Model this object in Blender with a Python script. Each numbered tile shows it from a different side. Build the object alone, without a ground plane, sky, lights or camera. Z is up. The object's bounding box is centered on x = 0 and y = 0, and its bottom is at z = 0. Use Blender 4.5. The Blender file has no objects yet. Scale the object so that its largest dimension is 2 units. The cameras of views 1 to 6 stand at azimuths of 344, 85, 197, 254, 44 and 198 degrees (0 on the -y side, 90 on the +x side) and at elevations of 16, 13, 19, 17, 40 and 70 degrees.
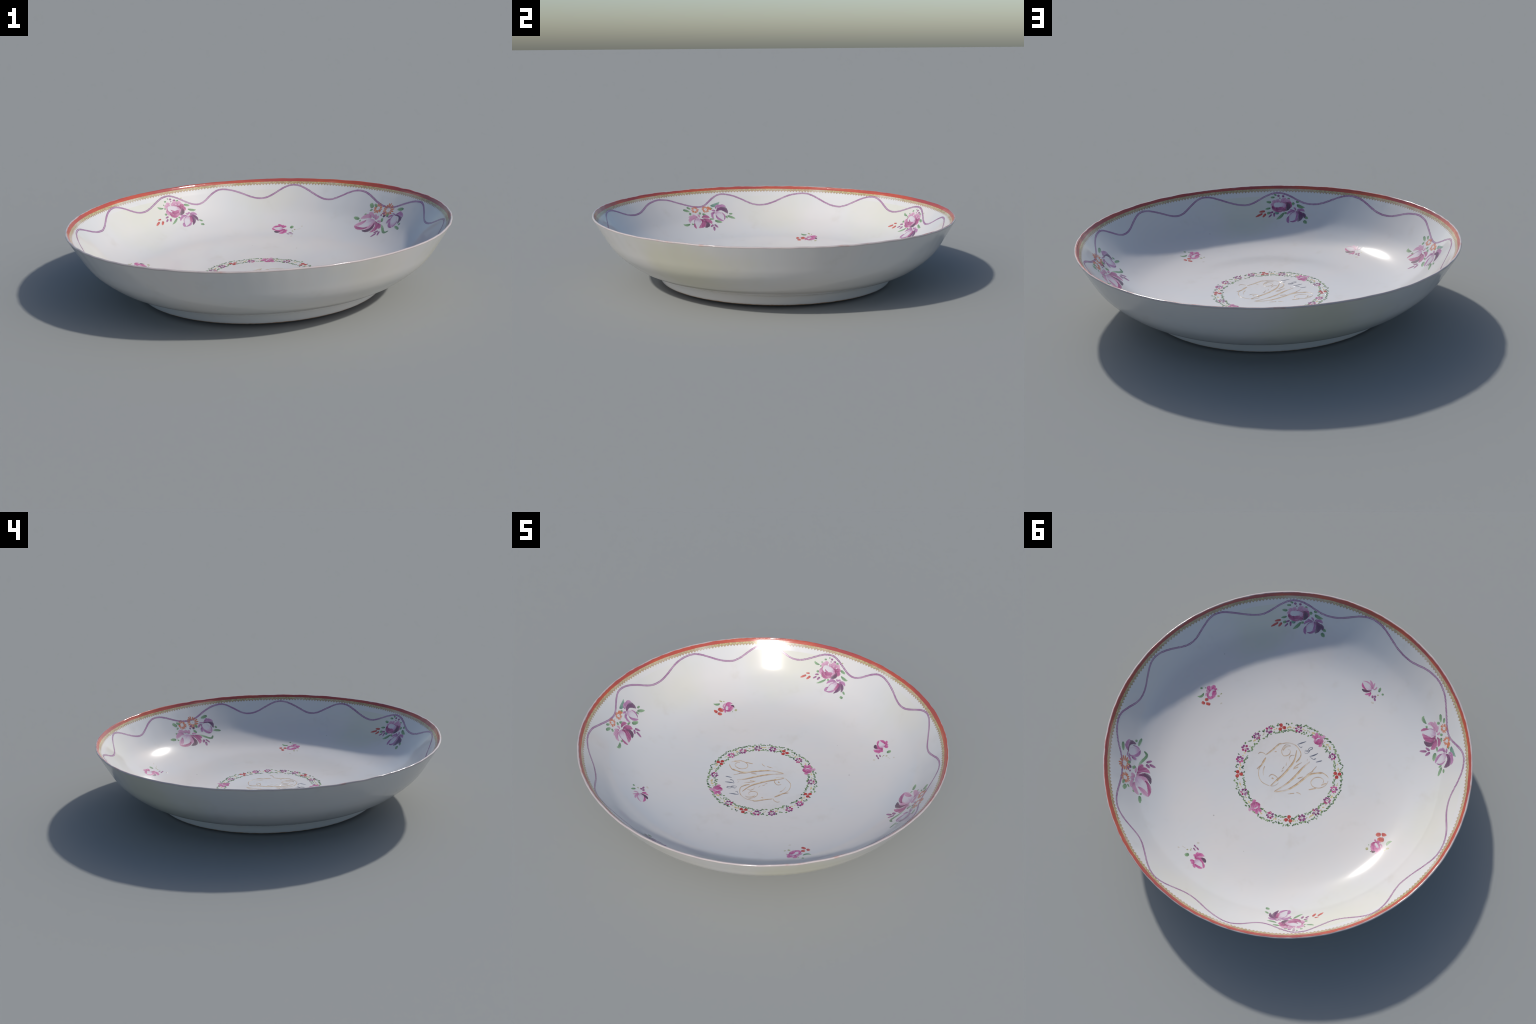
import bpy, bmesh, math, random
from mathutils import Vector, Matrix
from mathutils import noise as mnoise

# ------------------------------------------------------------------ dish form
# Half section of the thrown body as (radius, height): bowl inside, lip, bowl
# outside, foot ring, underside.
INNER = [(0, .0510), (.15, .0535), (.27, .0595), (.42, .0700), (.55, .0830), (.66, .1035),
         (.73, .1270), (.79, .1590), (.835, .1912), (.865, .2212), (.895, .2582), (.925, .2970), (.955, .3370), (.9840, .3745)]
LIP = [(.9874, .3802), (.9912, .3835), (.9958, .3834), (.9988, .3800)]
OUTER = [(.9970, .3750), (.9715, .3300), (.9428, .2800), (.9195, .2400), (.8895, .2000), (.8467, .1600),
         (.7933, .1200), (.7335, .0900), (.6850, .0735), (.6550, .0665)]
FOOT = [(.6495, .0645), (.6470, .0600), (.6470, .0400), (.6450, .0220), (.6390, .0125), (.6250, .0090), (.6080, .0076),
        (.5960, .0090), (.5880, .0160), (.5830, .0300), (.5700, .0360)]
BELOW = [(.45, .0330), (.25, .0290), (0, .0270)]
RIM_Z = .3838
LEAN = (.0047, -.0108)          # the dish does not stand quite level
SHIFT = (.005, .006)            # foot and well sit a little off the rim's centre


def spline(pts, q, k):
    """Catmull-Rom point at parameter q on a polyline of control points."""
    i = min(int(q), len(pts) - 2)
    t = q - i
    p0, p1, p2, p3 = (pts[max(i - 1, 0)], pts[i], pts[i + 1], pts[min(i + 2, len(pts) - 1)])
    return tuple(.5 * (2 * p1[c] + (p2[c] - p0[c]) * t + (2 * p0[c] - 5 * p1[c] + 4 * p2[c] - p3[c]) * t * t
                       + (3 * p1[c] - p0[c] - 3 * p2[c] + p3[c]) * t ** 3) for c in range(k))


def resample(pts, step):
    """Even walk along a smooth curve through pts; returns list of (r, z)."""
    fine = [spline(pts, q / 40, 2) for q in range((len(pts) - 1) * 40 + 1)]
    cum = [0.0]
    for a, b in zip(fine, fine[1:]):
        cum.append(cum[-1] + math.hypot(b[0] - a[0], b[1] - a[1]))
    n = max(1, round(cum[-1] / step))
    out, j = [], 0
    for i in range(n + 1):
        s = cum[-1] * i / n
        while j < len(cum) - 2 and cum[j + 1] < s:
            j += 1
        t = (s - cum[j]) / max(cum[j + 1] - cum[j], 1e-9)
        out.append((fine[j][0] + (fine[j + 1][0] - fine[j][0]) * t, fine[j][1] + (fine[j + 1][1] - fine[j][1]) * t))
    return out, cum[-1]


INNER_FINE, INNER_LEN = resample(INNER, .002)


def warp(r, z, a):
    """Place a section point at turning angle a, with the dish's slight unevenness."""
    x, y = r * math.cos(a), r * math.sin(a)
    f = max(0.0, min(1.0, z / .38))
    g = f ** 4 * min(1, r)
    wob = 1 + g * (.0012 * math.sin(2 * a + 2.4) + .0006 * math.sin(5 * a + 1) + .0005 * math.sin(23 * a) * math.sin(3 * a)
                   + .0004 * math.sin(61 * a + 2 * math.sin(7 * a)))
    dz = g * (.0012 * math.sin(3 * a + .5) + .0006 * math.sin(11 * a + 2) + .0006 * math.sin(37 * a) * math.sin(4 * a + 1)
              + .0007 * math.sin(53 * a + 3 * math.sin(5 * a)) * (.5 + .5 * math.sin(2 * a + 1)))
    k = 1 - f
    return Vector((x * wob + SHIFT[0] * k - .001, y * wob + SHIFT[1] * k - .002, z + LEAN[0] * x + LEAN[1] * y + dz))


def inner_rz(s):
    q = max(0, min(1, s / INNER_LEN)) * (len(INNER_FINE) - 1)
    i = min(int(q), len(INNER_FINE) - 2)
    t = q - i
    return tuple(INNER_FINE[i][c] * (1 - t) + INNER_FINE[i + 1][c] * t for c in (0, 1))


def inside(s, a):
    """Point of the painted inner face: s metres from the well's centre, at angle a."""
    r, z = inner_rz(s)
    return warp(r, z, a)


def inside_normal(s, a):
    s = max(s, .01)
    d = .004
    u = inside(s + d, a) - inside(s - d, a)
    e = d / max(inner_rz(s)[0], .01)
    v = inside(s, a + e) - inside(s, a - e)
    n = u.cross(v).normalized()
    return n if n.z > 0 else -n
# END-SHARED

SEG = 576

# ------------------------------------------------------------------ node helpers
def srgb(r, g, b):
    return tuple(((c / 255) / 12.92 if c / 255 <= .04045 else ((c / 255 + .055) / 1.055) ** 2.4) for c in (r, g, b)) + (1,)


class Nodes:
    def __init__(self, name, rough=.16):
        self.mat = bpy.data.materials.new(name)
        self.mat.use_nodes = True
        self.t = self.mat.node_tree
        self.bsdf = next(n for n in self.t.nodes if n.type == 'BSDF_PRINCIPLED')
        self.bsdf.inputs['Roughness'].default_value = rough
        self.bsdf.inputs['IOR'].default_value = 1.5
        self.co = self.t.nodes.new('ShaderNodeTexCoord')

    def put(self, sock, v):
        if hasattr(v, 'is_linked') or hasattr(v, 'links'):
            self.t.links.new(v, sock)
        else:
            sock.default_value = v

    def math(self, op, a, b=0.0, c=None, clamp=False):
        n = self.t.nodes.new('ShaderNodeMath')
        n.operation = op
        n.use_clamp = clamp
        self.put(n.inputs[0], a)
        self.put(n.inputs[1], b)
        if c is not None:
            self.put(n.inputs[2], c)
        return n.outputs[0]

    def mix(self, f, a, b, mode='MIX'):
        n = self.t.nodes.new('ShaderNodeMix')
        n.data_type = 'RGBA'
        n.blend_type = mode
        self.put(n.inputs[0], f)
        self.put(n.inputs[6], a)
        self.put(n.inputs[7], b)
        return n.outputs[2]

    def noise(self, scale, detail=2.0, vec=None, rough=.5):
        n = self.t.nodes.new('ShaderNodeTexNoise')
        n.inputs['Scale'].default_value = scale
        n.inputs['Detail'].default_value = detail
        n.inputs['Roughness'].default_value = rough
        self.t.links.new(vec or self.co.outputs['Object'], n.inputs['Vector'])
        return n.outputs['Fac']

    def step(self, v, lo, hi):
        n = self.t.nodes.new('ShaderNodeMapRange')
        n.interpolation_type = 'SMOOTHSTEP'
        n.clamp = True
        self.put(n.inputs['Value'], v)
        self.put(n.inputs['From Min'], lo)
        self.put(n.inputs['From Max'], hi)
        return n.outputs['Result']

    def xyz(self, vec):
        n = self.t.nodes.new('ShaderNodeSeparateXYZ')
        self.t.links.new(vec, n.inputs[0])
        return n.outputs

    def done(self, colour, bump=None, strength=.1, dist=.002):
        self.put(self.bsdf.inputs['Base Color'], colour)
        if bump is not None:
            b = self.t.nodes.new('ShaderNodeBump')
            b.inputs['Strength'].default_value = strength
            b.inputs['Distance'].default_value = dist
            self.t.links.new(bump, b.inputs['Height'])
            self.t.links.new(b.outputs[0], self.bsdf.inputs['Normal'])
        return self.mat




def glaze_colour(n):
    """Bluish white glaze with very faint smudges and a few kiln specks."""
    cloud = n.noise(2.2, 3)
    smudge = n.step(n.noise(7, 4, rough=.6), .56, .80)
    c = n.mix(n.step(cloud, .3, .7), srgb(202, 202, 201), srgb(207, 203, 199))
    c = n.mix(n.math('MULTIPLY', smudge, .35), c, srgb(190, 184, 174))
    v = n.t.nodes.new('ShaderNodeTexVoronoi')
    v.inputs['Scale'].default_value = 9
    n.t.links.new(n.co.outputs['Object'], v.inputs['Vector'])
    speck = n.math('MULTIPLY', n.math('SUBTRACT', 1.0, n.step(v.outputs['Distance'], .025, .05)),
                   n.step(n.xyz(v.outputs['Color'])[0], .70, .78))
    return n.mix(n.math('MULTIPLY', speck, .45), c, srgb(120, 110, 104))


def stained(n, c, spots, hue):
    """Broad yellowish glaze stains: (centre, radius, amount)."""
    p = n.co.outputs['Object']
    for pos, radius, amount in spots:
        d = n.t.nodes.new('ShaderNodeVectorMath')
        d.operation = 'DISTANCE'
        n.t.links.new(p, d.inputs[0])
        d.inputs[1].default_value = pos
        wob = n.math('ADD', d.outputs['Value'], n.math('MULTIPLY', n.math('SUBTRACT', n.noise(4, 2), .5), .45))
        m = n.math('SUBTRACT', 1.0, n.step(wob, radius * .15, radius))
        c = n.mix(n.math('MULTIPLY', m, amount), c, hue)
    return c


OUTSIDE_STAINS = (((.74, -.50, .2), .40, .60), ((-.50, .78, .2), .42, .55), ((.20, -.90, .3), .25, .2))
INSIDE_STAINS = (((.38, -.80, .22), .34, .50), ((-.50, .74, .30), .36, .40), ((-.80, .10, .28), .30, .30), ((.30, .82, .30), .28, .25))


def glaze_material():
    n = Nodes('porcelain_glaze', .11)
    c = stained(n, glaze_colour(n), INSIDE_STAINS, srgb(200, 200, 176))
    return n.done(c, n.noise(6, 1), .035, .01)


def outside_material():
    n = Nodes('porcelain_glaze_outside', .15)
    return n.done(stained(n, glaze_colour(n), OUTSIDE_STAINS, srgb(198, 194, 164)), n.noise(6, 1), .035, .01)


def foot_material():
    n = Nodes('porcelain_foot', .2)
    c = glaze_colour(n)
    z = n.xyz(n.co.outputs['Object'])[2]
    z = n.math('ADD', z, n.math('MULTIPLY', n.math('SUBTRACT', n.noise(28, 3), .5), .008))
    c = n.mix(n.math('SUBTRACT', 1.0, n.step(n.math('SUBTRACT', z, n.math('ADD', n.math('MULTIPLY', n.xyz(n.co.outputs['Object'])[0], LEAN[0]), n.math('MULTIPLY', n.xyz(n.co.outputs['Object'])[1], LEAN[1]))),   .0125, .0195)), c, srgb(160, 122, 88))
    return n.done(c, n.noise(60, 3), .1, .002)


def border_material():
    """Iron-red line at the lip, gilt band with a toothed lower edge beneath it."""
    n = Nodes('gilt_border', .2)
    c = glaze_colour(n)
    p = n.co.outputs['Object']
    dot = n.t.nodes.new('ShaderNodeVectorMath')
    dot.operation = 'DOT_PRODUCT'
    n.t.links.new(p, dot.inputs[0])
    dot.inputs[1].default_value = (-LEAN[0], -LEAN[1], 1)
    x, y, z = n.xyz(p)
    wide = n.math('MULTIPLY', n.math('SUBTRACT', n.noise(1.7, 1), .5), .006)
    depth = n.math('ADD', n.math('SUBTRACT', RIM_Z, dot.outputs['Value']), wide)
    ang = n.math('ARCTAN2', y, x)
    tooth = n.math('PINGPONG', n.math('MULTIPLY', ang, 310 / (2 * math.pi)), .5)
    fray = n.math('MULTIPLY', n.math('SUBTRACT', n.noise(60, 2), .5), .006)
    edge = n.math('SUBTRACT', depth, n.math('ADD', n.math('MULTIPLY', tooth, .016), fray))
    gold_in = n.math('SUBTRACT', 1.0, n.step(edge, .0255, .0300))
    speck = n.step(n.noise(95, 2), .42, .62)
    patch = n.step(n.noise(2.6, 2), .40, .62)
    gold = n.mix(speck, srgb(150, 132, 88), srgb(184, 174, 118))
    gold = n.mix(n.math('MULTIPLY', patch, .55), gold, srgb(184, 164, 134))
    worn = n.math('SUBTRACT', 1.0, n.math('MULTIPLY', n.step(n.noise(3.1, 2), .50, .68), .45))
    rust = n.math('MULTIPLY', n.step(edge, .018, .027), .6)
    gold = n.mix(rust, gold, srgb(152, 116, 96))
    c = n.mix(n.math('MULTIPLY', gold_in, n.math('MULTIPLY', worn, .92)), c, gold)
    red_in = n.math('SUBTRACT', 1.0, n.step(depth, .0160, .0190))
    red = n.mix(n.step(n.noise(2.1, 2), .36, .64), srgb(176, 80, 62), srgb(158, 72, 70))
    red = n.mix(n.math('MULTIPLY', n.step(n.noise(5, 3), .46, .66), .65), red, srgb(192, 92, 58))
    red = n.mix(n.math('MULTIPLY', n.step(n.noise(3.4, 3), .54, .70), .55), red, srgb(192, 130, 118))
    c = n.mix(red_in, c, red)
    lip = n.math('SUBTRACT', 1.0, n.step(n.math('ADD', depth, n.math('MULTIPLY', n.math('SUBTRACT', n.noise(30, 3), .5), .004)), .0005, .0020))
    c = n.mix(n.math('MULTIPLY', lip, .85), c, srgb(186, 158, 152))
    return n.done(c, n.noise(40, 2), .08, .002)


def lip_material():
    """Worn edge: iron red comes up over the inner half, rubbed bare glaze on the crown and outside."""
    n = Nodes('worn_lip', .14)
    x, y, z = n.xyz(n.co.outputs['Object'])
    r = n.math('SQRT', n.math('ADD', n.math('MULTIPLY', x, x), n.math('MULTIPLY', y, y)))
    r = n.math('ADD', r, n.math('MULTIPLY', n.math('SUBTRACT', n.noise(22, 3), .5), .008))
    c = n.mix(n.noise(14, 3), srgb(172, 160, 162), srgb(200, 190, 184))
    c = n.mix(n.math('MULTIPLY', n.step(n.noise(9, 3), .60, .72), .5), c, srgb(180, 120, 100))
    red = n.mix(n.step(n.noise(2.1, 2), .36, .64), srgb(176, 80, 62), srgb(158, 72, 70))
    c = n.mix(n.math('SUBTRACT', 1.0, n.step(r, .9890, .9935)), c, red)
    return n.done(c, n.noise(45, 3), .2, .003)


# ------------------------------------------------------------------ scene tree
def empty(name, parent=None):
    o = bpy.data.objects.new(name, None)
    bpy.context.scene.collection.objects.link(o)
    if parent:
        o.parent = parent
    return o


dish = empty('porcelain_dish')
dish['label'] = 'white porcelain saucer dish painted with pink flower sprays'
dish['category'] = 'dish'


def add(name, me, parent=dish, mat=None):
    o = bpy.data.objects.new(name, me)
    bpy.context.scene.collection.objects.link(o)
    o.parent = parent
    if mat:
        me.materials.append(mat)
    return o


# ------------------------------------------------------------------ body, split by region
def build_body():
    inn, _ = resample(INNER, .012)
    cut = next(i for i, p in enumerate(inn) if p[1] > .318)
    inn = inn[:cut] + [inn[cut]] + resample(inn[cut:], .005)[0][1:]
    lip, _ = resample([inn[-1]] + LIP + [OUTER[0]], .0025)
    out, _ = resample(OUTER, .012)
    foot, _ = resample([OUTER[-1]] + FOOT, .004)
    below, _ = resample([FOOT[-1]] + BELOW, .03)
    runs = [('well', inn[:cut + 1]), ('rim_border', inn[cut:]), ('lip', lip), ('outer_wall', out), ('foot_ring', foot), ('underside', below)]
    ring, spans = [], []
    for name, pts in runs:
        start = len(ring) - 1 if ring else 0
        ring += pts if not ring else pts[1:]
        spans.append((name, start, len(ring) - 1))
    n = len(ring)
    angles = [2 * math.pi * j / SEG for j in range(SEG)]
    P = [[warp(r, z, a) for a in angles] for r, z in ring]
    # smooth vertex normals of the whole body
    N = []
    for i in range(n):
        row = []
        for j in range(SEG):
            u = P[min(i + 1, n - 1)][j] - P[max(i - 1, 0)][j]
            v = P[i][(j + 1) % SEG] - P[i][j - 1]
            if ring[i][0] < 1e-6:
                row.append(Vector((0, 0, 1 if i == 0 else -1)))
            else:
                row.append(v.cross(u).normalized() * -1)
        N.append(row)
    if N[5][0].z < 0:
        N = [[-w for w in row] if ring[i][0] > 1e-6 else row for i, row in enumerate(N)]
    mats = {'well': glaze_material(), 'rim_border': border_material(), 'lip': lip_material(),
            'outer_wall': outside_material(), 'foot_ring': foot_material()}
    mats['underside'] = mats['well']
    for name, a, b in spans:
        verts, norms, faces = [], [], []
        idx = {}
        for i in range(a, b + 1):
            if ring[i][0] < 1e-6:
                idx[i] = [len(verts)] * SEG
                verts.append(P[i][0])
                norms.append(N[i][0])
            else:
                idx[i] = list(range(len(verts), len(verts) + SEG))
                verts += P[i]
                norms += N[i]
        for i in range(a, b):
            for j in range(SEG):
                k = (j + 1) % SEG
                f = [idx[i][j], idx[i + 1][j], idx[i + 1][k], idx[i][k]]
                g = []
                for v in f:
                    if v not in g:
                        g.append(v)
                faces.append(g)
        me = bpy.data.meshes.new(name)
        me.from_pydata(verts, [], faces)
        me.polygons.foreach_set('use_smooth', [True] * len(faces))
        me.normals_split_custom_set_from_vertices(norms)
        add(name, me, dish, mats[name])


build_body()


# ------------------------------------------------------------------ enamel colours
def rgb_mix(a, b, t):
    return tuple(a[i] + (b[i] - a[i]) * t for i in range(3))


# name: (root of the stroke, body, tip)
INK = {
    'pink': ((178, 108, 146), (202, 144, 174), (214, 166, 190)),
    'magenta': ((140, 58, 100), (172, 86, 130), (192, 114, 152)),
    'rosepink': ((168, 64, 116), (194, 94, 148), (208, 128, 170)),
    'violet': ((144, 82, 130), (176, 116, 160), (192, 140, 178)),
    'plum': ((136, 62, 104), (100, 66, 88), (92, 74, 88)),
    'plumviolet': ((132, 66, 112), (108, 70, 102), (120, 90, 112)),
    'pale': ((196, 156, 184), (214, 208, 212), (217, 213, 214)),
    'green': ((92, 126, 90), (118, 154, 110), (154, 184, 142)),
    'teal': ((92, 130, 114), (116, 152, 134), (150, 178, 158)),
    'olive': ((150, 150, 96), (172, 172, 126), (190, 188, 150)),
    'faint': ((206, 196, 178), (208, 200, 186), (212, 206, 196)),
    'mauve': ((122, 64, 106), (152, 92, 134), (174, 120, 156)),
    'red': ((170, 56, 56), (194, 82, 72), (212, 122, 106)),
    'orange': ((214, 128, 84), (212, 118, 78), (206, 104, 70)),
}
WHITE = (204, 202, 199)
_ink = {}


def ink(name, fade=0.0):
    """Overglaze enamel: colour runs from root to tip of the brush stroke, with brush streaks."""
    key = (name, fade)
    if key in _ink:
        return _ink[key]
    n = Nodes('enamel_' + name, .15)
    root, body, tip = (rgb_mix(tuple(.93 * v for v in c), WHITE, fade) for c in INK[name])
    g = n.co.outputs['Generated']
    x, y, z = n.xyz(g)
    m = n.t.nodes.new('ShaderNodeMapping')
    m.inputs['Scale'].default_value = (1.2, 7, 0)
    n.t.links.new(g, m.inputs[0])
    info = n.t.nodes.new('ShaderNodeObjectInfo')
    add_v = n.t.nodes.new('ShaderNodeVectorMath')
    add_v.operation = 'ADD'
    n.t.links.new(m.outputs[0], add_v.inputs[0])
    shift = n.math('MULTIPLY', info.outputs['Random'], 37.0)
    n.t.links.new(shift, add_v.inputs[1])
    streak = n.noise(1.6, 3, add_v.outputs[0])
    wob = n.math('ADD', x, n.math('MULTIPLY', n.math('SUBTRACT', streak, .5), .5))
    c = n.mix(n.step(wob, 0, .45), srgb(*root), srgb(*body))
    c = n.mix(n.step(wob, .55, 1.05), c, srgb(*tip))
    if name == 'pale':
        # thin wash: rosy along the borders, bare in the middle
        edge = n.step(n.math('ABSOLUTE', n.math('SUBTRACT', y, .5)), .22, .5)
        c = n.mix(n.math('MULTIPLY', edge, .45), c, srgb(184, 144, 170))
    else:
        side = n.step(n.math('ABSOLUTE', n.math('SUBTRACT', y, n.math('ADD', .36, n.math('MULTIPLY', info.outputs['Random'], .28)))), .20, .52)
        c = n.mix(n.math('MULTIPLY', side, .46), c, srgb(*rgb_mix(tip, WHITE, .62)))
        c = n.mix(n.math('MULTIPLY', n.step(streak, .50, .70), .40), c, srgb(*rgb_mix(tip, WHITE, .40)))
        c = n.mix(n.math('MULTIPLY', n.step(streak, .46, .30), .35), c, srgb(*rgb_mix(root, (60, 40, 56), .25)))
    _ink[key] = n.done(c)
    return _ink[key]


# ------------------------------------------------------------------ brush strokes
def width_at(kind, t):
    """Half-width profile of one brush stroke, 0..1 along its length."""
    if kind.startswith('oval'):
        return math.sqrt(max(0, 1 - (2 * t - 1) ** 2))
    if kind == 'leaf':
        return (math.sin(math.pi * t ** .85)) ** .75
    if kind in ('heart2',):
        return math.sin(math.pi * t ** .9) ** .7
    if kind == 'berry':
        return math.sin(math.pi * t ** .8) ** .65
    if kind in ('petal', 'dark'):
        return max(.0, math.sin(math.pi * min(1, .06 + .94 * t) ** 1.35)) ** .7
    if kind == 'line':
        return .45 + .55 * math.sin(math.pi * t)
    if kind == 'pen':
        return .2 + .8 * math.sin(math.pi * t) ** .9
    if kind == 'thread':
        return 1.0 if 0 < t < 1 else .3
    return 1.0


class Frame:
    """Flat painting coordinates (millimetres) wrapped on to the inner face."""

    def __init__(self, s0=None, deg=0):
        self.s0, self.a0 = s0, math.radians(deg)

    def polar(self, p):
        x, y = p[0] / 1000, p[1] / 1000
        if self.s0 is None:
            return math.hypot(x, y), math.atan2(y, x)
        s = self.s0 + y
        return s, self.a0 + x / max(inner_rz(s)[0], .05)

    def at(self, p, lift):
        s, a = self.polar(p)
        n = inside_normal(s, a)
        return inside(s, a) + n * lift, n


def stroke_mesh(frame, kind, pts, width, lift, name, rng=None, verts=None, norms=None, faces=None):
    """A brush stroke laid on the glaze: a thin closed-edged film that sinks into it at its border."""
    own = verts is None
    if own:
        verts, norms, faces = [], [], []
    length = sum(math.dist(a, b) for a, b in zip(pts, pts[1:]))
    n = max(8, min(40, int(length / 2.5))) if own else max(5, min(26, int(length / 4)))
    k = len(pts) - 1
    if k == 2:  # bow through the middle control point
        mid = tuple(2 * pts[1][c] - .5 * (pts[0][c] + pts[2][c]) for c in (0, 1))
        spine = []
        for i in range(n + 1):
            t = i / n
            spine.append(tuple((1 - t) ** 2 * pts[0][c] + 2 * t * (1 - t) * mid[c] + t * t * pts[2][c] for c in (0, 1)))
    else:
        spine = [spline(pts, k * i / n, 2) for i in range(n + 1)]
    base = len(verts)
    across = (-1, -.86, -.4, 0, .4, .86, 1) if own else (-1, -.8, .8, 1)
    w = len(across)
    ripple = rng.uniform(0, 9) if rng else 0
    for i, p in enumerate(spine):
        a, b = spine[max(i - 1, 0)], spine[min(i + 1, n)]
        d = math.hypot(b[0] - a[0], b[1] - a[1]) or 1
        nx, ny = -(b[1] - a[1]) / d, (b[0] - a[0]) / d
        h = (.57 if kind in ('petal', 'dark') else .5) * width * width_at(kind, i / n)
        if rng:
            h *= 1 + .05 * math.sin(i * 1.1 + ripple) + .03 * math.sin(i * 2.3 + ripple)
        h = max(h, .12)
        for u in across:
            edge = abs(u) > .95 or i in (0, n)
            P, N = frame.at((p[0] + nx * h * u, p[1] + ny * h * u), -.0003 if edge else lift)
            verts.append(P)
            norms.append(N)
    for i in range(n):
        for j in range(w - 1):
            q = base + i * w + j
            faces.append((q, q + w, q + w + 1, q + 1))
    if not own:
        return
    # local frame: x runs along the stroke, z out of the glaze
    O, N = frame.at(spine[n // 2], 0)
    X = frame.at(spine[-1], 0)[0] - frame.at(spine[0], 0)[0]
    X = (X - N * X.dot(N)).normalized()
    Y = N.cross(X)
    M = Matrix(((X.x, Y.x, N.x, O.x), (X.y, Y.y, N.y, O.y), (X.z, Y.z, N.z, O.z), (0, 0, 0, 1)))
    inv = M.inverted()
    R = inv.to_3x3()
    return finish(name, [inv @ v for v in verts], [R @ v for v in norms], faces), M


def finish(name, verts, norms, faces):
    me = bpy.data.meshes.new(name)
    # keep every face turned outward
    def turned(f):
        a, b, c = verts[f[0]], verts[f[1]], verts[f[2]]
        n = (b - a).cross(c - a)
        if len(f) > 3:
            n += (c - a).cross(verts[f[3]] - a)
        return tuple(reversed(f)) if n.dot(norms[f[0]]) < 0 else f
    faces = [turned(f) for f in faces]
    me.from_pydata(verts, [], faces)
    me.polygons.foreach_set('use_smooth', [True] * len(faces))
    me.normals_split_custom_set_from_vertices(norms)
    return me


NAME = {'petal': 'petal', 'dark': 'petal', 'line': 'petal_outline', 'leaf': 'leaf', 'oval_leaf': 'leaf', 'berry': 'berry_petal',
        'oval_berry': 'berry', 'heart2': 'flower_heart', 'oval_heart': 'flower_heart', 'oval': 'flower_body'}


def place(obj, parent, M):
    obj.parent = parent
    obj.matrix_parent_inverse = Matrix.Identity(4)
    obj.matrix_basis = (parent.matrix_basis.inverted() if parent is not dish else Matrix.Identity(4)) @ M


def paint_spray(spray, s0, deg, fade, seed):
    rng = random.Random(seed)
    frame = Frame(s0, deg)
    layer = 0
    for bloom, strokes in spray:
        parent, layer = dish, 0
        for kind, colour, pts, width in strokes:
            layer += 1
            lift = .0004 + .00006 * layer if bloom else .0005
            if kind == 'daisy':
                me, M = stroke_mesh(frame, 'oval', [(pts[0][0] - 4, pts[0][1]), (pts[0][0] + 4, pts[0][1])], 7, lift, 'daisy')
                parent = add('daisy', me, dish, ink('pale'))
                place(parent, dish, M)
                for i in range(16):
                    a = 2 * math.pi * (i + rng.uniform(-.2, .2)) / 16
                    r0, r1 = width * rng.uniform(.36, .46), width * rng.uniform(1.05, 1.35)
                    p = [(pts[0][0] + r * math.cos(a), pts[0][1] + r * math.sin(a)) for r in (r0, r1)]
                    me, M = stroke_mesh(frame, 'petal', p, width * .25, lift, 'daisy_petal', rng)
                    o = add('daisy_petal', me, parent, ink('orange', fade))
                    place(o, parent, M)
                continue
            first = bloom and parent is dish
            name = bloom if first else NAME[kind]
            me, M = stroke_mesh(frame, kind, pts, width, lift, name, rng)
            o = add(name, me, parent, ink(colour, 0 if colour in ('pale', 'faint') else fade))
            place(o, parent, M)
            if first:
                parent = o


# ------------------------------------------------------------------ painted designs (millimetres: along the rim, towards the rim)

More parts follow.
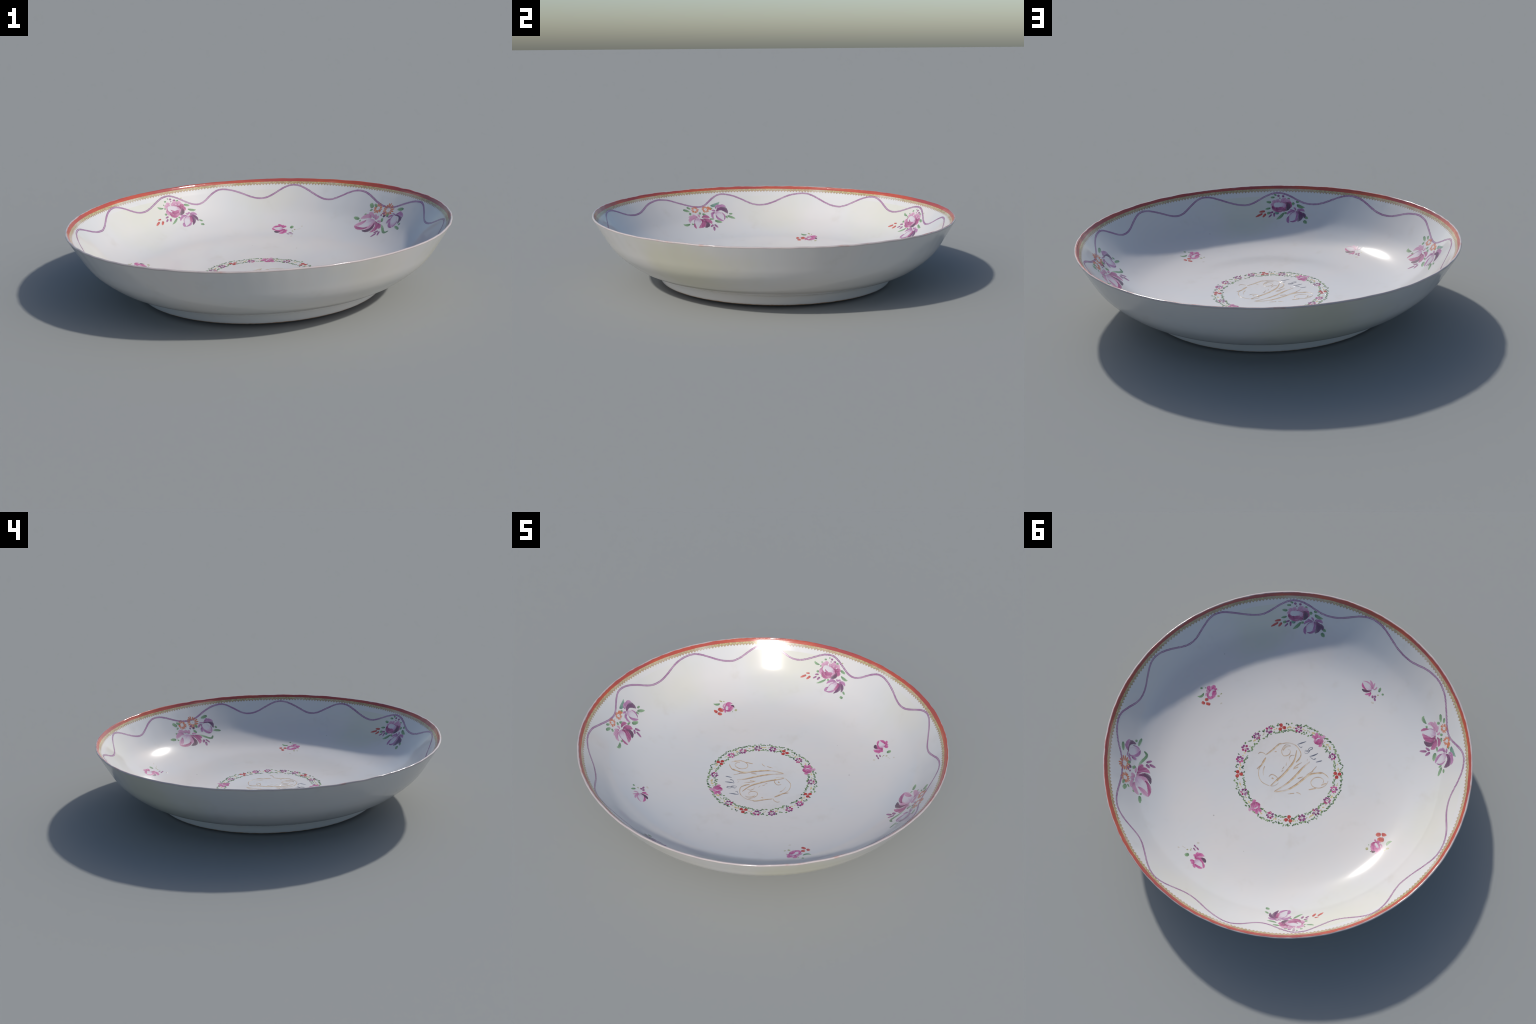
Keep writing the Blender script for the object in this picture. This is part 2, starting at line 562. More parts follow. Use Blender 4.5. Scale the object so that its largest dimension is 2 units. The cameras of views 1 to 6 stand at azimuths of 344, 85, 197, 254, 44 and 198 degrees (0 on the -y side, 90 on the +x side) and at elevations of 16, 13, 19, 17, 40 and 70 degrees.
NORTH = [
    ('rose', [
        ('oval', 'magenta', [(-23, 16), (87, 22)], 70),
        ('petal', 'pink', [(47, 32), (64, 47), (88, 52)], 24),
        ('petal', 'pink', [(63, 28), (80, 34), (91, 26)], 17),
        ('petal', 'pink', [(47, 35), (51, 52), (43, 68)], 26),
        ('petal', 'pink', [(28, 38), (19, 59), (-2, 75)], 27),
        ('petal', 'pink', [(6, 37), (-9, 56), (-29, 59)], 27),
        ('petal', 'magenta', [(-5, 35), (-22, 43), (-36, 36)], 22),
        ('petal', 'magenta', [(-16, 39), (-30, 32), (-33, 11)], 17),
        ('petal', 'magenta', [(80, 25), (66, -2), (21, -16)], 17),
        ('dark', 'plum', [(4, 49), (-20, 25), (-1, -10)], 25),
        ('oval_heart', 'pale', [(-3, 25), (74, 31)], 41),
        ('petal', 'magenta', [(58, 15), (38, 3), (11, 19)], 26),
        ('petal', 'magenta', [(22, -0), (4, 8), (-3, 23)], 6),
    ]),
    ('flower_bud', [
        ('heart2', 'pale', [(-71, -7), (-56, -43), (-36, -81)], 52),
        ('petal', 'violet', [(-28, -41), (-20, -67), (-28, -93)], 18),
        ('petal', 'violet', [(-33, -80), (-64, -75), (-87, -46)], 14),
        ('petal', 'violet', [(-68, -9), (-78, -36), (-64, -68)], 16),
        ('dark', 'plumviolet', [(-71, -10), (-98, -35), (-80, -80)], 31),
        ('dark', 'plumviolet', [(-95, -19), (-119, -31), (-120, -54)], 19),
        ('petal', 'violet', [(-79, -10), (-102, 0), (-121, -12)], 18),
        ('petal', 'violet', [(-72, -7), (-82, 2), (-92, 5)], 10),
        ('petal', 'violet', [(-65, -6), (-61, 6), (-50, 14)], 12),
        ('petal', 'violet', [(-62, -7), (-46, -5), (-28, 2)], 10),
        ('petal', 'violet', [(-63, -10), (-31, -13), (-12, -35)], 14),
        ('line', 'violet', [(-63, -13), (-38, -25), (-27, -46)], 5),
    ]),
    ('', [
        ('leaf', 'green', [(90, 47), (122, 52)], 18),
        ('leaf', 'green', [(92, 10), (125, 3)], 15),
        ('leaf', 'green', [(-71, 36), (-92, 21), (-123, 18)], 24),
        ('leaf', 'green', [(-63, 54), (-85, 49)], 16),
        ('leaf', 'green', [(8, -20), (27, -48), (53, -67)], 21),
        ('leaf', 'green', [(-123, -44), (-146, -56)], 20),
        ('leaf', 'green', [(-118, -70), (-140, -90)], 25),
        ('oval_leaf', 'green', [(-24, 73), (-8, 69)], 15),
        ('oval_leaf', 'green', [(-54, 46), (-39, 31)], 20),
        ('oval_leaf', 'teal', [(38, -24), (64, -20)], 24),
        ('oval_leaf', 'green', [(-11, -22), (7, -26)], 17),
        ('oval_leaf', 'green', [(71, 80), (97, 80)], 14),
        ('oval_leaf', 'green', [(60, 92), (78, 100)], 12),
        ('oval_leaf', 'green', [(92, -21), (113, -26)], 19),
        ('oval_berry', 'mauve', [(41, 86), (55, 95)], 16),
        ('oval_berry', 'mauve', [(11, 87), (27, 89)], 16),
        ('oval_berry', 'mauve', [(35, 73), (43, 77)], 8),
        ('berry', 'mauve', [(73, -15), (99, -25)], 14),
        ('berry', 'mauve', [(67, -20), (66, -50)], 14),
        ('berry', 'mauve', [(82, -32), (101, -53)], 12),
        ('berry', 'red', [(125, -10), (162, -15)], 16),
        ('berry', 'red', [(139, -25), (182, -47)], 16),
        ('berry', 'red', [(119, -26), (137, -51)], 17),
    ]),
]
# placed at 0.949 m from the centre, -79.5 degrees

SOUTH = [
    ('rose', [
        ('oval', 'magenta', [(-32, 22), (80, 31)], 82),
        ('petal', 'pink', [(42, 51), (66, 62), (83, 49)], 26),
        ('petal', 'pink', [(38, 54), (57, 72), (39, 80)], 25),
        ('petal', 'pink', [(27, 58), (30, 69), (25, 77)], 17),
        ('petal', 'pink', [(10, 55), (11, 74), (-10, 81)], 27),
        ('petal', 'pink', [(-3, 54), (-16, 72), (-37, 63)], 26),
        ('petal', 'magenta', [(-14, 44), (-32, 55), (-46, 44)], 19),
        ('petal', 'magenta', [(-20, 41), (-38, 34), (-37, 13)], 23),
        ('petal', 'pink', [(72, 38), (79, 19), (62, -1)], 19),
        ('petal', 'magenta', [(68, 17), (47, -8), (11, -9)], 21),
        ('dark', 'plum', [(-22, 37), (-24, 13), (3, -9)], 23),
        ('oval_heart', 'pale', [(-13, 21), (69, 47)], 53),
        ('petal', 'magenta', [(49, 22), (24, 9), (0, 28)], 29),
        ('petal', 'magenta', [(53, 38), (39, 24), (20, 20)], 9),
        ('petal', 'pink', [(7, 43), (-11, 29), (4, 4)], 8),
    ]),
    ('flower_bud', [
        ('heart2', 'pale', [(-48, -23), (-25, -52), (-2, -95)], 50),
        ('petal', 'violet', [(-2, -65), (7, -83), (4, -101)], 19),
        ('petal', 'violet', [(3, -98), (-30, -90), (-47, -68)], 13),
        ('petal', 'magenta', [(-49, -25), (-60, -46), (-41, -78)], 25),
        ('dark', 'plumviolet', [(-54, -25), (-75, -48), (-47, -97)], 21),
        ('dark', 'plumviolet', [(-61, -22), (-87, -37), (-93, -74)], 19),
        ('petal', 'violet', [(-59, -19), (-84, -13), (-105, -29)], 18),
        ('petal', 'violet', [(-48, -19), (-56, -7), (-70, -7)], 13),
        ('petal', 'violet', [(-42, -18), (-42, -9), (-35, -4)], 11),
        ('petal', 'violet', [(-39, -19), (-18, -17), (4, -14)], 12),
        ('petal', 'violet', [(-35, -22), (-3, -26), (16, -52)], 15),
        ('line', 'violet', [(-44, -23), (-12, -44), (-3, -75)], 5),
    ]),
    ('', [
        ('leaf', 'green', [(93, 55), (120, 59), (131, 73)], 15),
        ('leaf', 'green', [(-47, 55), (-82, 43)], 19),
        ('leaf', 'green', [(-60, 23), (-87, 10), (-112, 11)], 19),
        ('leaf', 'green', [(28, -23), (52, -47), (81, -63)], 15),
        ('leaf', 'green', [(-102, -64), (-123, -78)], 15),
        ('oval_leaf', 'green', [(-119, -104), (-96, -101)], 19),
        ('oval_leaf', 'green', [(85, 11), (103, 13)], 16),
        ('oval_leaf', 'green', [(60, 96), (75, 94)], 13),
        ('oval_leaf', 'green', [(46, 116), (42, 104)], 8),
        ('oval_leaf', 'green', [(87, 79), (83, 68)], 8),
        ('oval_leaf', 'green', [(80, 48), (92, 49)], 11),
        ('oval_leaf', 'green', [(-22, 89), (-5, 85)], 15),
        ('oval_leaf', 'green', [(61, -2), (55, -16)], 13),
        ('oval_leaf', 'green', [(7, -25), (22, -25)], 13),
        ('oval_berry', 'mauve', [(20, 105), (36, 104)], 15),
        ('oval_berry', 'mauve', [(-4, 95), (15, 91)], 16),
        ('oval_berry', 'mauve', [(25, 90), (34, 88)], 8),
        ('oval_leaf', 'olive', [(-50, 102), (-40, 99)], 8),
        ('berry', 'mauve', [(82, -5), (107, -12)], 13),
        ('berry', 'mauve', [(92, -21), (112, -38)], 13),
        ('berry', 'mauve', [(70, -20), (83, -42)], 16),
        ('berry', 'red', [(139, -11), (164, -14)], 11),
        ('berry', 'red', [(157, -26), (190, -47)], 16),
        ('berry', 'red', [(130, -27), (149, -52)], 17),
    ]),
]
# placed at 0.928 m from the centre, 106.4 degrees

WEST = [
    ('flower_bud', [
        ('oval_heart', 'pale', [(-118, -11), (-91, 59)], 56),
        ('dark', 'plumviolet', [(-90, 60), (-143, 64), (-149, 16)], 25),
        ('line', 'violet', [(-137, 37), (-134, 2), (-118, -15)], 8),
        ('petal', 'violet', [(-123, -17), (-94, -8), (-78, 25)], 19),
        ('line', 'violet', [(-85, 58), (-74, 39), (-83, 8)], 9),
        ('petal', 'violet', [(-99, 68), (-131, 78), (-166, 65)], 24),
        ('petal', 'violet', [(-105, 74), (-118, 83), (-130, 96)], 13),
        ('line', 'violet', [(-93, 65), (-65, 69)], 8),
        ('petal', 'violet', [(-76, 57), (-59, 49), (-46, 34)], 14),
        ('petal', 'violet', [(-67, 33), (-64, -1)], 16),
    ]),
    ('flower_bud', [
        ('heart2', 'pale', [(38, -1), (79, -35), (146, -69)], 77),
        ('petal', 'pink', [(37, -2), (35, -49), (73, -67)], 40),
        ('petal', 'magenta', [(52, -57), (90, -81), (148, -67)], 23),
        ('petal', 'pink', [(97, -11), (119, -42), (148, -67)], 30),
        ('dark', 'plum', [(31, -17), (23, -73), (70, -92)], 27),
        ('petal', 'magenta', [(33, -6), (-10, -45), (5, -93)], 28),
        ('petal', 'magenta', [(4, -15), (-26, -30), (-31, -51)], 22),
        ('petal', 'pink', [(18, -2), (3, 0), (-16, -6)], 14),
        ('petal', 'pink', [(39, 5), (31, 18), (35, 34)], 18),
        ('petal', 'pink', [(42, 5), (47, 23), (62, 38)], 17),
        ('petal', 'pink', [(55, 12), (84, 35), (112, 37)], 19),
        ('petal', 'pink', [(73, 7), (109, 15), (144, -11)], 30),
    ]),
    ('daisy', [
        ('daisy', 'orange', [(-19, 81)], 35),
    ]),
    ('daisy', [
        ('daisy', 'orange', [(64, 77)], 28),
    ]),
    ('', [
        ('leaf', 'green', [(-138, 112), (-88, 99)], 23),
        ('leaf', 'green', [(-192, -11), (-141, -1)], 20),
        ('oval_leaf', 'green', [(-172, 12), (-166, 29)], 16),
        ('leaf', 'green', [(-122, -41), (-96, -63), (-49, -30), (-24, -17)], 18),
        ('oval_leaf', 'green', [(-40, 38), (-26, 61)], 20),
        ('oval_leaf', 'green', [(-19, -1), (-6, 25)], 20),
        ('oval_leaf', 'green', [(77, 84), (104, 101)], 18),
        ('oval_leaf', 'green', [(105, 73), (134, 101)], 26),
        ('leaf', 'green', [(99, 65), (116, 52)], 14),
        ('oval_leaf', 'green', [(120, 8), (134, 31)], 16),
        ('oval_leaf', 'green', [(134, -30), (143, -16)], 11),
        ('leaf', 'green', [(151, -15), (197, -5)], 24),
        ('berry', 'plum', [(-18, 47), (-4, 31)], 18),
        ('oval_berry', 'mauve', [(8, 48), (-4, 64)], 14),
        ('oval_berry', 'mauve', [(10, 35), (19, 47)], 11),
        ('berry', 'mauve', [(-56, -65), (-71, -99)], 16),
        ('berry', 'mauve', [(-45, -64), (-27, -90)], 19),
        ('berry', 'mauve', [(-48, -85), (-35, -124)], 17),
    ]),
]
# placed at 0.878 m from the centre, 18.0 degrees

EAST = [
    ('flower_bud', [
        ('heart2', 'pale', [(60, 3), (86, -29), (112, -77)], 50),
        ('petal', 'magenta', [(106, -26), (115, -53), (113, -78)], 16),
        ('petal', 'magenta', [(58, 1), (44, -42), (99, -74)], 33),
        ('line', 'violet', [(108, -29), (95, -3), (66, 3)], 5),
        ('petal', 'pink', [(74, -0), (123, 4), (137, -25)], 22),
        ('petal', 'pink', [(72, 9), (105, 20), (137, 19)], 18),
        ('petal', 'pink', [(67, 14), (86, 23), (101, 37)], 17),
        ('petal', 'pink', [(63, 10), (57, 23), (67, 33)], 14),
        ('dark', 'plum', [(34, -14), (18, -49), (52, -78)], 25),
        ('petal', 'magenta', [(42, -4), (4, -20), (-7, -50)], 29),
        ('petal', 'magenta', [(43, 6), (12, 14), (-11, -4)], 22),
    ]),
    ('flower_bud', [
        ('heart2', 'pale', [(-71, 45), (-85, 13), (-100, -32)], 52),
        ('petal', 'violet', [(-63, 19), (-71, -13), (-101, -33)], 19),
        ('petal', 'violet', [(-101, -27), (-118, 6), (-104, 38)], 10),
        ('dark', 'plumviolet', [(-73, 45), (-121, 64), (-144, 22)], 36),
        ('petal', 'violet', [(-81, 64), (-122, 83), (-147, 69)], 19),
        ('petal', 'violet', [(-76, 61), (-84, 81), (-113, 91)], 13),
        ('petal', 'violet', [(-67, 45), (-59, 52), (-41, 52)], 13),
        ('petal', 'violet', [(-62, 43), (-48, 34), (-27, 25)], 16),
        ('petal', 'violet', [(-61, 40), (-36, 17), (-40, -15)], 14),
    ]),
    ('daisy', [
        ('daisy', 'orange', [(72, 68)], 22),
    ]),
    ('daisy', [
        ('daisy', 'orange', [(-3, 65)], 22),
    ]),
    ('', [
        ('leaf', 'green', [(141, -29), (174, -38), (192, -23)], 21),
        ('oval_leaf', 'green', [(117, -38), (132, -34)], 14),
        ('leaf', 'green', [(158, 77), (113, 59)], 20),
        ('leaf', 'green', [(126, 92), (99, 76)], 17),
        ('oval_leaf', 'green', [(111, 52), (120, 34)], 19),
        ('oval_leaf', 'green', [(40, 47), (51, 30)], 17),
        ('leaf', 'green', [(29, 35), (2, 17)], 20),
        ('leaf', 'green', [(-9, -10), (-39, -12)], 14),
        ('leaf', 'green', [(-39, -26), (-84, -43)], 27),
        ('leaf', 'teal', [(-45, 90), (-77, 90), (-117, 113)], 26),
        ('leaf', 'green', [(-38, 73), (-54, 65)], 15),
        ('leaf', 'green', [(-127, 8), (-130, -15)], 15),
        ('leaf', 'green', [(-136, 6), (-182, -18)], 22),
        ('leaf', 'green', [(-153, 19), (-177, 21)], 15),
        ('berry', 'orange', [(-20, 82), (-44, 58)], 21),
        ('berry', 'mauve', [(-16, -57), (11, -77)], 15),
        ('berry', 'mauve', [(-14, -75), (2, -117)], 16),
        ('berry', 'mauve', [(-25, -56), (-36, -89)], 19),
    ]),
]
# placed at 0.887 m from the centre, -155.9 degrees

SPRIG_A = [
    ('rose', [
        ('oval', 'rosepink', [(-41, 11), (12, -11)], 53),
        ('petal', 'rosepink', [(-23, 13), (-20, 33), (-38, 44)], 25),
        ('petal', 'pink', [(-29, 13), (-34, 26), (-48, 35)], 20),
        ('petal', 'rosepink', [(-34, 8), (-47, 23), (-63, 22)], 25),
        ('petal', 'rosepink', [(-38, 5), (-50, 7), (-50, 1)], 16),
        ('petal', 'pink', [(-12, 16), (-6, 27), (-8, 39)], 16),
        ('petal', 'pink', [(-1, 11), (8, 19), (24, 12)], 13),
        ('oval_heart', 'pale', [(-43, 13), (7, -2)], 25),
        ('petal', 'rosepink', [(-41, 3), (-24, -1), (-9, -21)], 18),
        ('petal', 'rosepink', [(-0, 18), (18, -2), (3, -24)], 9),
    ]),
    ('', [
        ('oval_berry', 'red', [(23, -12), (42, 2)], 21),
        ('oval_berry', 'red', [(57, -16), (65, 6)], 20),
        ('oval_berry', 'red', [(35, -41), (51, -17)], 20),
        ('leaf', 'green', [(18, 37), (42, 30), (62, 49)], 15),
        ('oval_leaf', 'green', [(5, 60), (17, 69)], 12),
        ('oval_leaf', 'green', [(-13, 48), (-6, 52)], 7),
        ('oval_leaf', 'olive', [(-40, -39), (-28, -31)], 13),
        ('oval_leaf', 'olive', [(-62, -33), (-49, -34)], 7),
        ('oval_leaf', 'faint', [(-24, -80), (-9, -78)], 8),
        ('oval_leaf', 'faint', [(-60, -5), (-53, -2)], 7),
    ]),
]
# placed at 0.657 m from the centre, -30.2 degrees

SPRIG_B = [
    ('flower_bud', [
        ('heart2', 'pale', [(3, -2), (34, 2), (77, 6)], 36),
        ('petal', 'pink', [(5, 0), (39, 20), (81, 7)], 8),
        ('petal', 'rosepink', [(27, -18), (54, -18), (76, 1)], 12),
        ('dark', 'plum', [(2, -4), (25, -28), (53, -32)], 15),
        ('petal', 'rosepink', [(-0, -10), (3, -32), (20, -46)], 11),
        ('petal', 'rosepink', [(-5, -16), (-8, -41)], 11),
        ('petal', 'pink', [(4, 3), (24, 24), (52, 35)], 12),
        ('petal', 'pink', [(-2, 6), (10, 23), (17, 43)], 9),
        ('petal', 'pink', [(-2, 5), (-9, 19), (-6, 34)], 8),
    ]),
    ('', [
        ('oval_berry', 'mauve', [(-34, -33), (-20, -22)], 15),
        ('oval_berry', 'mauve', [(-45, -17), (-30, -16)], 15),
        ('berry', 'mauve', [(-39, -26), (-58, -34)], 14),
        ('leaf', 'green', [(-36, 16), (-27, 44)], 17),
        ('oval_leaf', 'olive', [(-49, 4), (-40, -3)], 8),
        ('oval_leaf', 'green', [(-69, 27), (-57, 19)], 13),
        ('oval_leaf', 'faint', [(-60, -48), (-41, -56)], 12),
    ]),
]
# placed at 0.71 m from the centre, -119.0 degrees

SPRIG_C = [
    ('flower_bud', [
        ('heart2', 'pale', [(-9, 14), (14, 15), (56, 23)], 36),
        ('petal', 'rosepink', [(-10, 13), (7, -13), (38, 1)], 23),
        ('petal', 'rosepink', [(25, -4), (47, 5), (57, 23)], 13),
        ('petal', 'rosepink', [(8, 34), (33, 35), (56, 23)], 17),
        ('dark', 'plum', [(2, -16), (22, -22), (42, -12)], 19),
        ('petal', 'rosepink', [(-13, 12), (-17, -21), (12, -40)], 24),
        ('petal', 'pink', [(-13, 1), (-6, -17), (9, -27)], 11),
        ('petal', 'rosepink', [(-18, 5), (-27, -15), (-31, -32)], 13),
        ('petal', 'rosepink', [(-18, 5), (-28, -2), (-39, -1)], 14),
        ('petal', 'rosepink', [(-7, 20), (-14, 32), (-28, 35)], 19),
        ('petal', 'rosepink', [(-1, 27), (-3, 39), (-12, 47)], 13),
        ('petal', 'rosepink', [(-0, 32), (12, 46), (28, 52)], 15),
    ]),
    ('', [
        ('berry', 'mauve', [(-79, -42), (-54, -42)], 9),
        ('berry', 'mauve', [(-68, -28), (-46, -25)], 9),
        ('berry', 'mauve', [(-56, -44), (-37, -42)], 11),
        ('oval_leaf', 'green', [(-56, 17), (-66, 43)], 23),
        ('oval_leaf', 'olive', [(-79, 2), (-85, 12)], 9),
        ('oval_leaf', 'olive', [(-67, -12), (-70, -3)], 8),
        ('line', 'faint', [(-118, 19), (-91, 8)], 4),
        ('oval_leaf', 'faint', [(-118, 38), (-129, 45)], 9),
        ('oval_leaf', 'olive', [(-69, -16), (-78, -15)], 4),
        ('oval_leaf', 'faint', [(-66, -74), (-76, -62)], 12),
    ]),
]
# placed at 0.718 m from the centre, 62.8 degrees

SPRIG_D = [
    ('rose', [
        ('oval', 'rosepink', [(2, -22), (-43, 26)], 57),
        ('petal', 'pink', [(10, 6), (2, 29), (-22, 40)], 10),
        ('petal', 'rosepink', [(-7, 19), (-30, 39), (-55, 25)], 13),
        ('petal', 'rosepink', [(2, -13), (10, -22), (9, -32)], 11),
        ('petal', 'rosepink', [(2, -5), (14, -7), (17, 10)], 11),
        ('dark', 'plum', [(-48, -3), (-52, 11), (-39, 16)], 13),
        ('oval_heart', 'pale', [(-18, 20), (-2, -15)], 17),
        ('petal', 'rosepink', [(-12, -24), (-20, -9), (-22, 9)], 16),
    ]),
    ('', [
        ('berry', 'red', [(56, -16), (46, -31), (35, -40)], 27),
        ('berry', 'red', [(57, -14), (64, -5), (72, 13)], 24),
        ('oval_berry', 'red', [(42, 15), (20, -18)], 32),
        ('leaf', 'green', [(20, 49), (41, 45), (61, 59)], 18),
        ('leaf', 'olive', [(2, 56), (19, 69)], 12),
        ('oval_leaf', 'olive', [(-6, 60), (-11, 51)], 8),
        ('oval_leaf', 'green', [(-34, -32), (-31, -38)], 6),
        ('oval_leaf', 'olive', [(-63, -20), (-51, -34)], 16),
        ('oval_leaf', 'green', [(-59, 3), (-57, -4)], 7),
    ]),
]
# placed at 0.661 m from the centre, 155.7 degrees

MONOGRAM = [
    ([(149, -81), (121, -119), (95, -162), (81, -172)], 8.6),
    ([(195, -71), (184, -86), (162, -86), (147, -77)], 2.9),
    ([(95, -162), (48, -186), (-1, -183), (-40, -150), (-46, -123), (-34, -91)], 4.3),
    ([(23, -174), (57, -170), (68, -130), (50, -104), (22, -117), (20, -143), (40, -150)], 3.8),
    ([(23, -173), (51, -158), (60, -131)], 6.2),
    ([(-12, -124), (9, -116), (13, -94), (-1, -75)], 2.4),
    ([(-14, -160), (-19, -99), (-4, -43), (22, 15), (47, 53), (71, 96)], 11.5),
    ([(-46, -141), (-44, -111), (-29, -83)], 8.6),
    ([(144, -65), (150, -38), (158, -1)], 10.5),
    ([(155, -19), (162, 17), (152, 54), (124, 85), (72, 96)], 3.8),
    ([(135, -14), (136, 15), (127, 46)], 4.8),
    ([(175, 19), (155, -17)], 4.3),
    ([(96, 44), (83, 25), (55, 30), (38, 48), (48, 55)], 3.8),
    ([(78, 47), (65, 47)], 7.7),
    ([(71, 96), (45, 82), (32, 60)], 1.9),
    ([(-108, -112), (-78, -64), (-52, -6), (-16, 55), (43, 124)], 11.5),
    ([(-66, -96), (-36, -61), (-29, -38)], 3.4),
    ([(-31, -43), (-52, -62)], 4.8),
    ([(-194, -59), (-142, -44), (-109, -11), (-72, 44), (-27, 91), (36, 122)], 11.5),
    ([(-124, -32), (-152, -95)], 2.4),
    ([(-141, -60), (-107, -20)], 6.7),
    ([(-147, -46), (-185, -63), (-219, -55), (-237, -41)], 4.8),
    ([(-240, -28), (-231, 6), (-200, 31), (-163, 31), (-146, 7), (-159, -22), (-188, -33), (-213, -22), (-213, 1)], 3.8),
    ([(-234, -9), (-206, 13)], 5.7),
    ([(-184, 37), (-145, 57)], 5.3),
    ([(-37, 113), (-74, 98)], 3.4),
    ([(-80, 93), (-96, 91), (-114, 97)], 3.4),
    ([(34, -21), (27, -44)], 1.9),
    ([(19, -47), (22, -71)], 1.9),
    ([(35, -6), (26, -20)], 1.9),
    ([(-66, 9), (-94, -11)], 3.8),
    ([(-90, -106), (-89, -123)], 2.4),
    ([(107, -113), (94, -117)], 4.3),
    ([(102, -149), (92, -170)], 6.7),
]

DATE = [
    [([(-139, -117), (-173, -136)], 7.7)],
    [([(-94, -142), (-117, -154), (-139, -175)], 8.1), ([(-94, -142), (-112, -133), (-124, -130)], 3.8), ([(-121, -129), (-136, -139)], 5.7)],
    [([(-61, -161), (-67, -152), (-83, -162), (-88, -180), (-99, -190), (-94, -199), (-80, -189), (-76, -174), (-61, -172), (-62, -160)], 3.8), ([(-60, -164), (-80, -171), (-98, -194)], 3.8)],
    [([(-7, -193), (-29, -208), (-53, -225)], 7.7), ([(-7, -193), (-22, -185), (-32, -179)], 3.4), ([(-29, -177), (-40, -188)], 3.8)],
]

WREATH_ROSE = [(-115, 278), (64, 265)]
WREATH_RED = [(-68, 290), (16, 277), (-165, 288), (108, 270)]
WREATH_PURPLE = [(-53, 291), (-37, 292), (-17, 290), (40, 267), (85, 264), (124, 276), (142, 280), (161, 279), (-142, 283), (-88, 284)]
WREATH_PINK = [(-2, 286), (177, 283)]


# name of the design, distance from centre, bearing, how far its enamel is lightened for sun glare
for design, s0, deg, fade, seed in (
        (NORTH, 0.949, -79.5, 0, 1), (SOUTH, 0.928, 106.4, .12, 2), (WEST, 0.878, 18.0, .08, 3), (EAST, 0.887, -155.9, .09, 4),
        (SPRIG_A, 0.657, -30.2, .0, 5), (SPRIG_B, 0.71, -119.0, .0, 6), (SPRIG_C, 0.718, 62.8, .0, 7), (SPRIG_D, 0.661, 155.7, .03, 8)):
    paint_spray(design, s0, deg, fade, seed)


# ------------------------------------------------------------------ waved chain line under the rim
CREST = [(-164.8, 41), (-136.5, 41), (-104.8, 30), (-76.2, 39), (-48.2, 35), (-22.6, 39), (2.8, 37), (33.2, 48), (59.9, 34),
         (87, 43), (109, 40), (133.8, 30), (163.3, 41)]
TROUGH = [(-154, 123), (-120.5, 108), (-89.6, 109), (-63.7, 113), (-36.3, 121), (-8.9, 124), (18.8, 123), (45.9, 125), (72.2, 123),
          (98, 126), (121.3, 110), (147.5, 124), (180, 130)]
knots = sorted(CREST + TROUGH)


def wave_depth(deg):
    ks = [(knots[-1][0] - 360, knots[-1][1])] + knots + [(knots[0][0] + 360, knots[0][1])]
    for (a, da), (b, db) in zip(ks, ks[1:]):
        if a <= deg <= b:
            t = (deg - a) / (b - a)
            return da + (db - da) * (.5 - .5 * math.cos(math.pi * t))
    return knots[0][1]


def flat_material(name, dark, light, scale, rough=.2):
    n = Nodes(name, rough)
    c = n.mix(n.step(n.noise(scale, 3), .35, .65), srgb(*dark), srgb(*light))
    return n.done(c)


def chain_line():
    N = 2880
    line = []
    for i in range(N):
        deg = -180 + 360 * i / N
        d = wave_depth(deg) + 1.5 * math.sin(math.radians(deg) * 31) * math.sin(math.radians(deg) * 5)
        s = INNER_LEN - d / 1000
        line.append((s, math.radians(deg), inner_rz(s)[0]))
    # walk it at even spacing, then lay the pale thread and two rows of slanting links on it
    cum, walk = 0.0, []
    total = 0
    for i in range(N):
        s, a, r = line[i]
        s2, a2, r2 = line[(i + 1) % N]
        da = (a2 - a) % (2 * math.pi)
        total += math.hypot(s2 - s, r * da)
    step = total / round(total / .0080)
    nxt = 0.0
    for i in range(N):
        s, a, r = line[i]
        s2, a2, r2 = line[(i + 1) % N]
        da = (a2 - a) % (2 * math.pi)
        L = math.hypot(s2 - s, r * da)
        while nxt < cum + L - 1e-9:
            t = (nxt - cum) / L
            walk.append((s + (s2 - s) * t, a + da * t, (s2 - s) / L, r * da / L, r))
            nxt += step
        cum += L
    V, Nn, F = [], [], []
    rows = (-.0050, -.0044, .0044, .0050)
    m = len(walk)
    for s, a, ts, ta, r in walk:
        for k, h in enumerate(rows):
            s1, a1 = s + ta * h, a - ts * h / r
            n = inside_normal(s1, a1)
            V.append(inside(s1, a1) + n * (.0004 if k in (1, 2) else -.0003))
            Nn.append(n)
    for i in range(m):
        for k in range(3):
            p, q = 4 * i + k, 4 * ((i + 1) % m) + k
            F.append((p, p + 1, q + 1, q))
    thread = add('chain_line', finish('chain_line', V, Nn, F), dish, flat_material('enamel_thread', (166, 130, 158), (182, 156, 174), 14))
    rng = random.Random(21)
    V, Nn, F = [], [], []
    for s, a, ts, ta, r in walk:
        for side in (-1, 1):
            size = rng.uniform(.8, 1.15)
            base = len(V)
            for j in range(7):
                if j == 6:
                    u, h = 0, 0
                else:
                    w = math.pi * j / 3
                    u, h = .0036 * math.cos(w) * size, .0031 * math.sin(w) * size
                c = side * .0034 + h
                al = u + side * .0006 + .55 * h
                s1, a1 = s + ts * al + ta * c, a + (ta * al - ts * c) / r
                n = inside_normal(s1, a1)
                V.append(inside(s1, a1) + n * (.0010 if j == 6 else .0002))
                Nn.append(n)
            F += [(base + 6, base + j, base + (j + 1) % 6) for j in range(6)]
    me = finish('chain_links', V, Nn, F)
    o = add('chain_links', me, thread, flat_material('enamel_links', (112, 58, 104), (134, 82, 126), 5))
    o['kind'] = 'stuff'


chain_line()


# ------------------------------------------------------------------ wreath in the well
WREATH_AT = Vector((-.0095, -.0065))


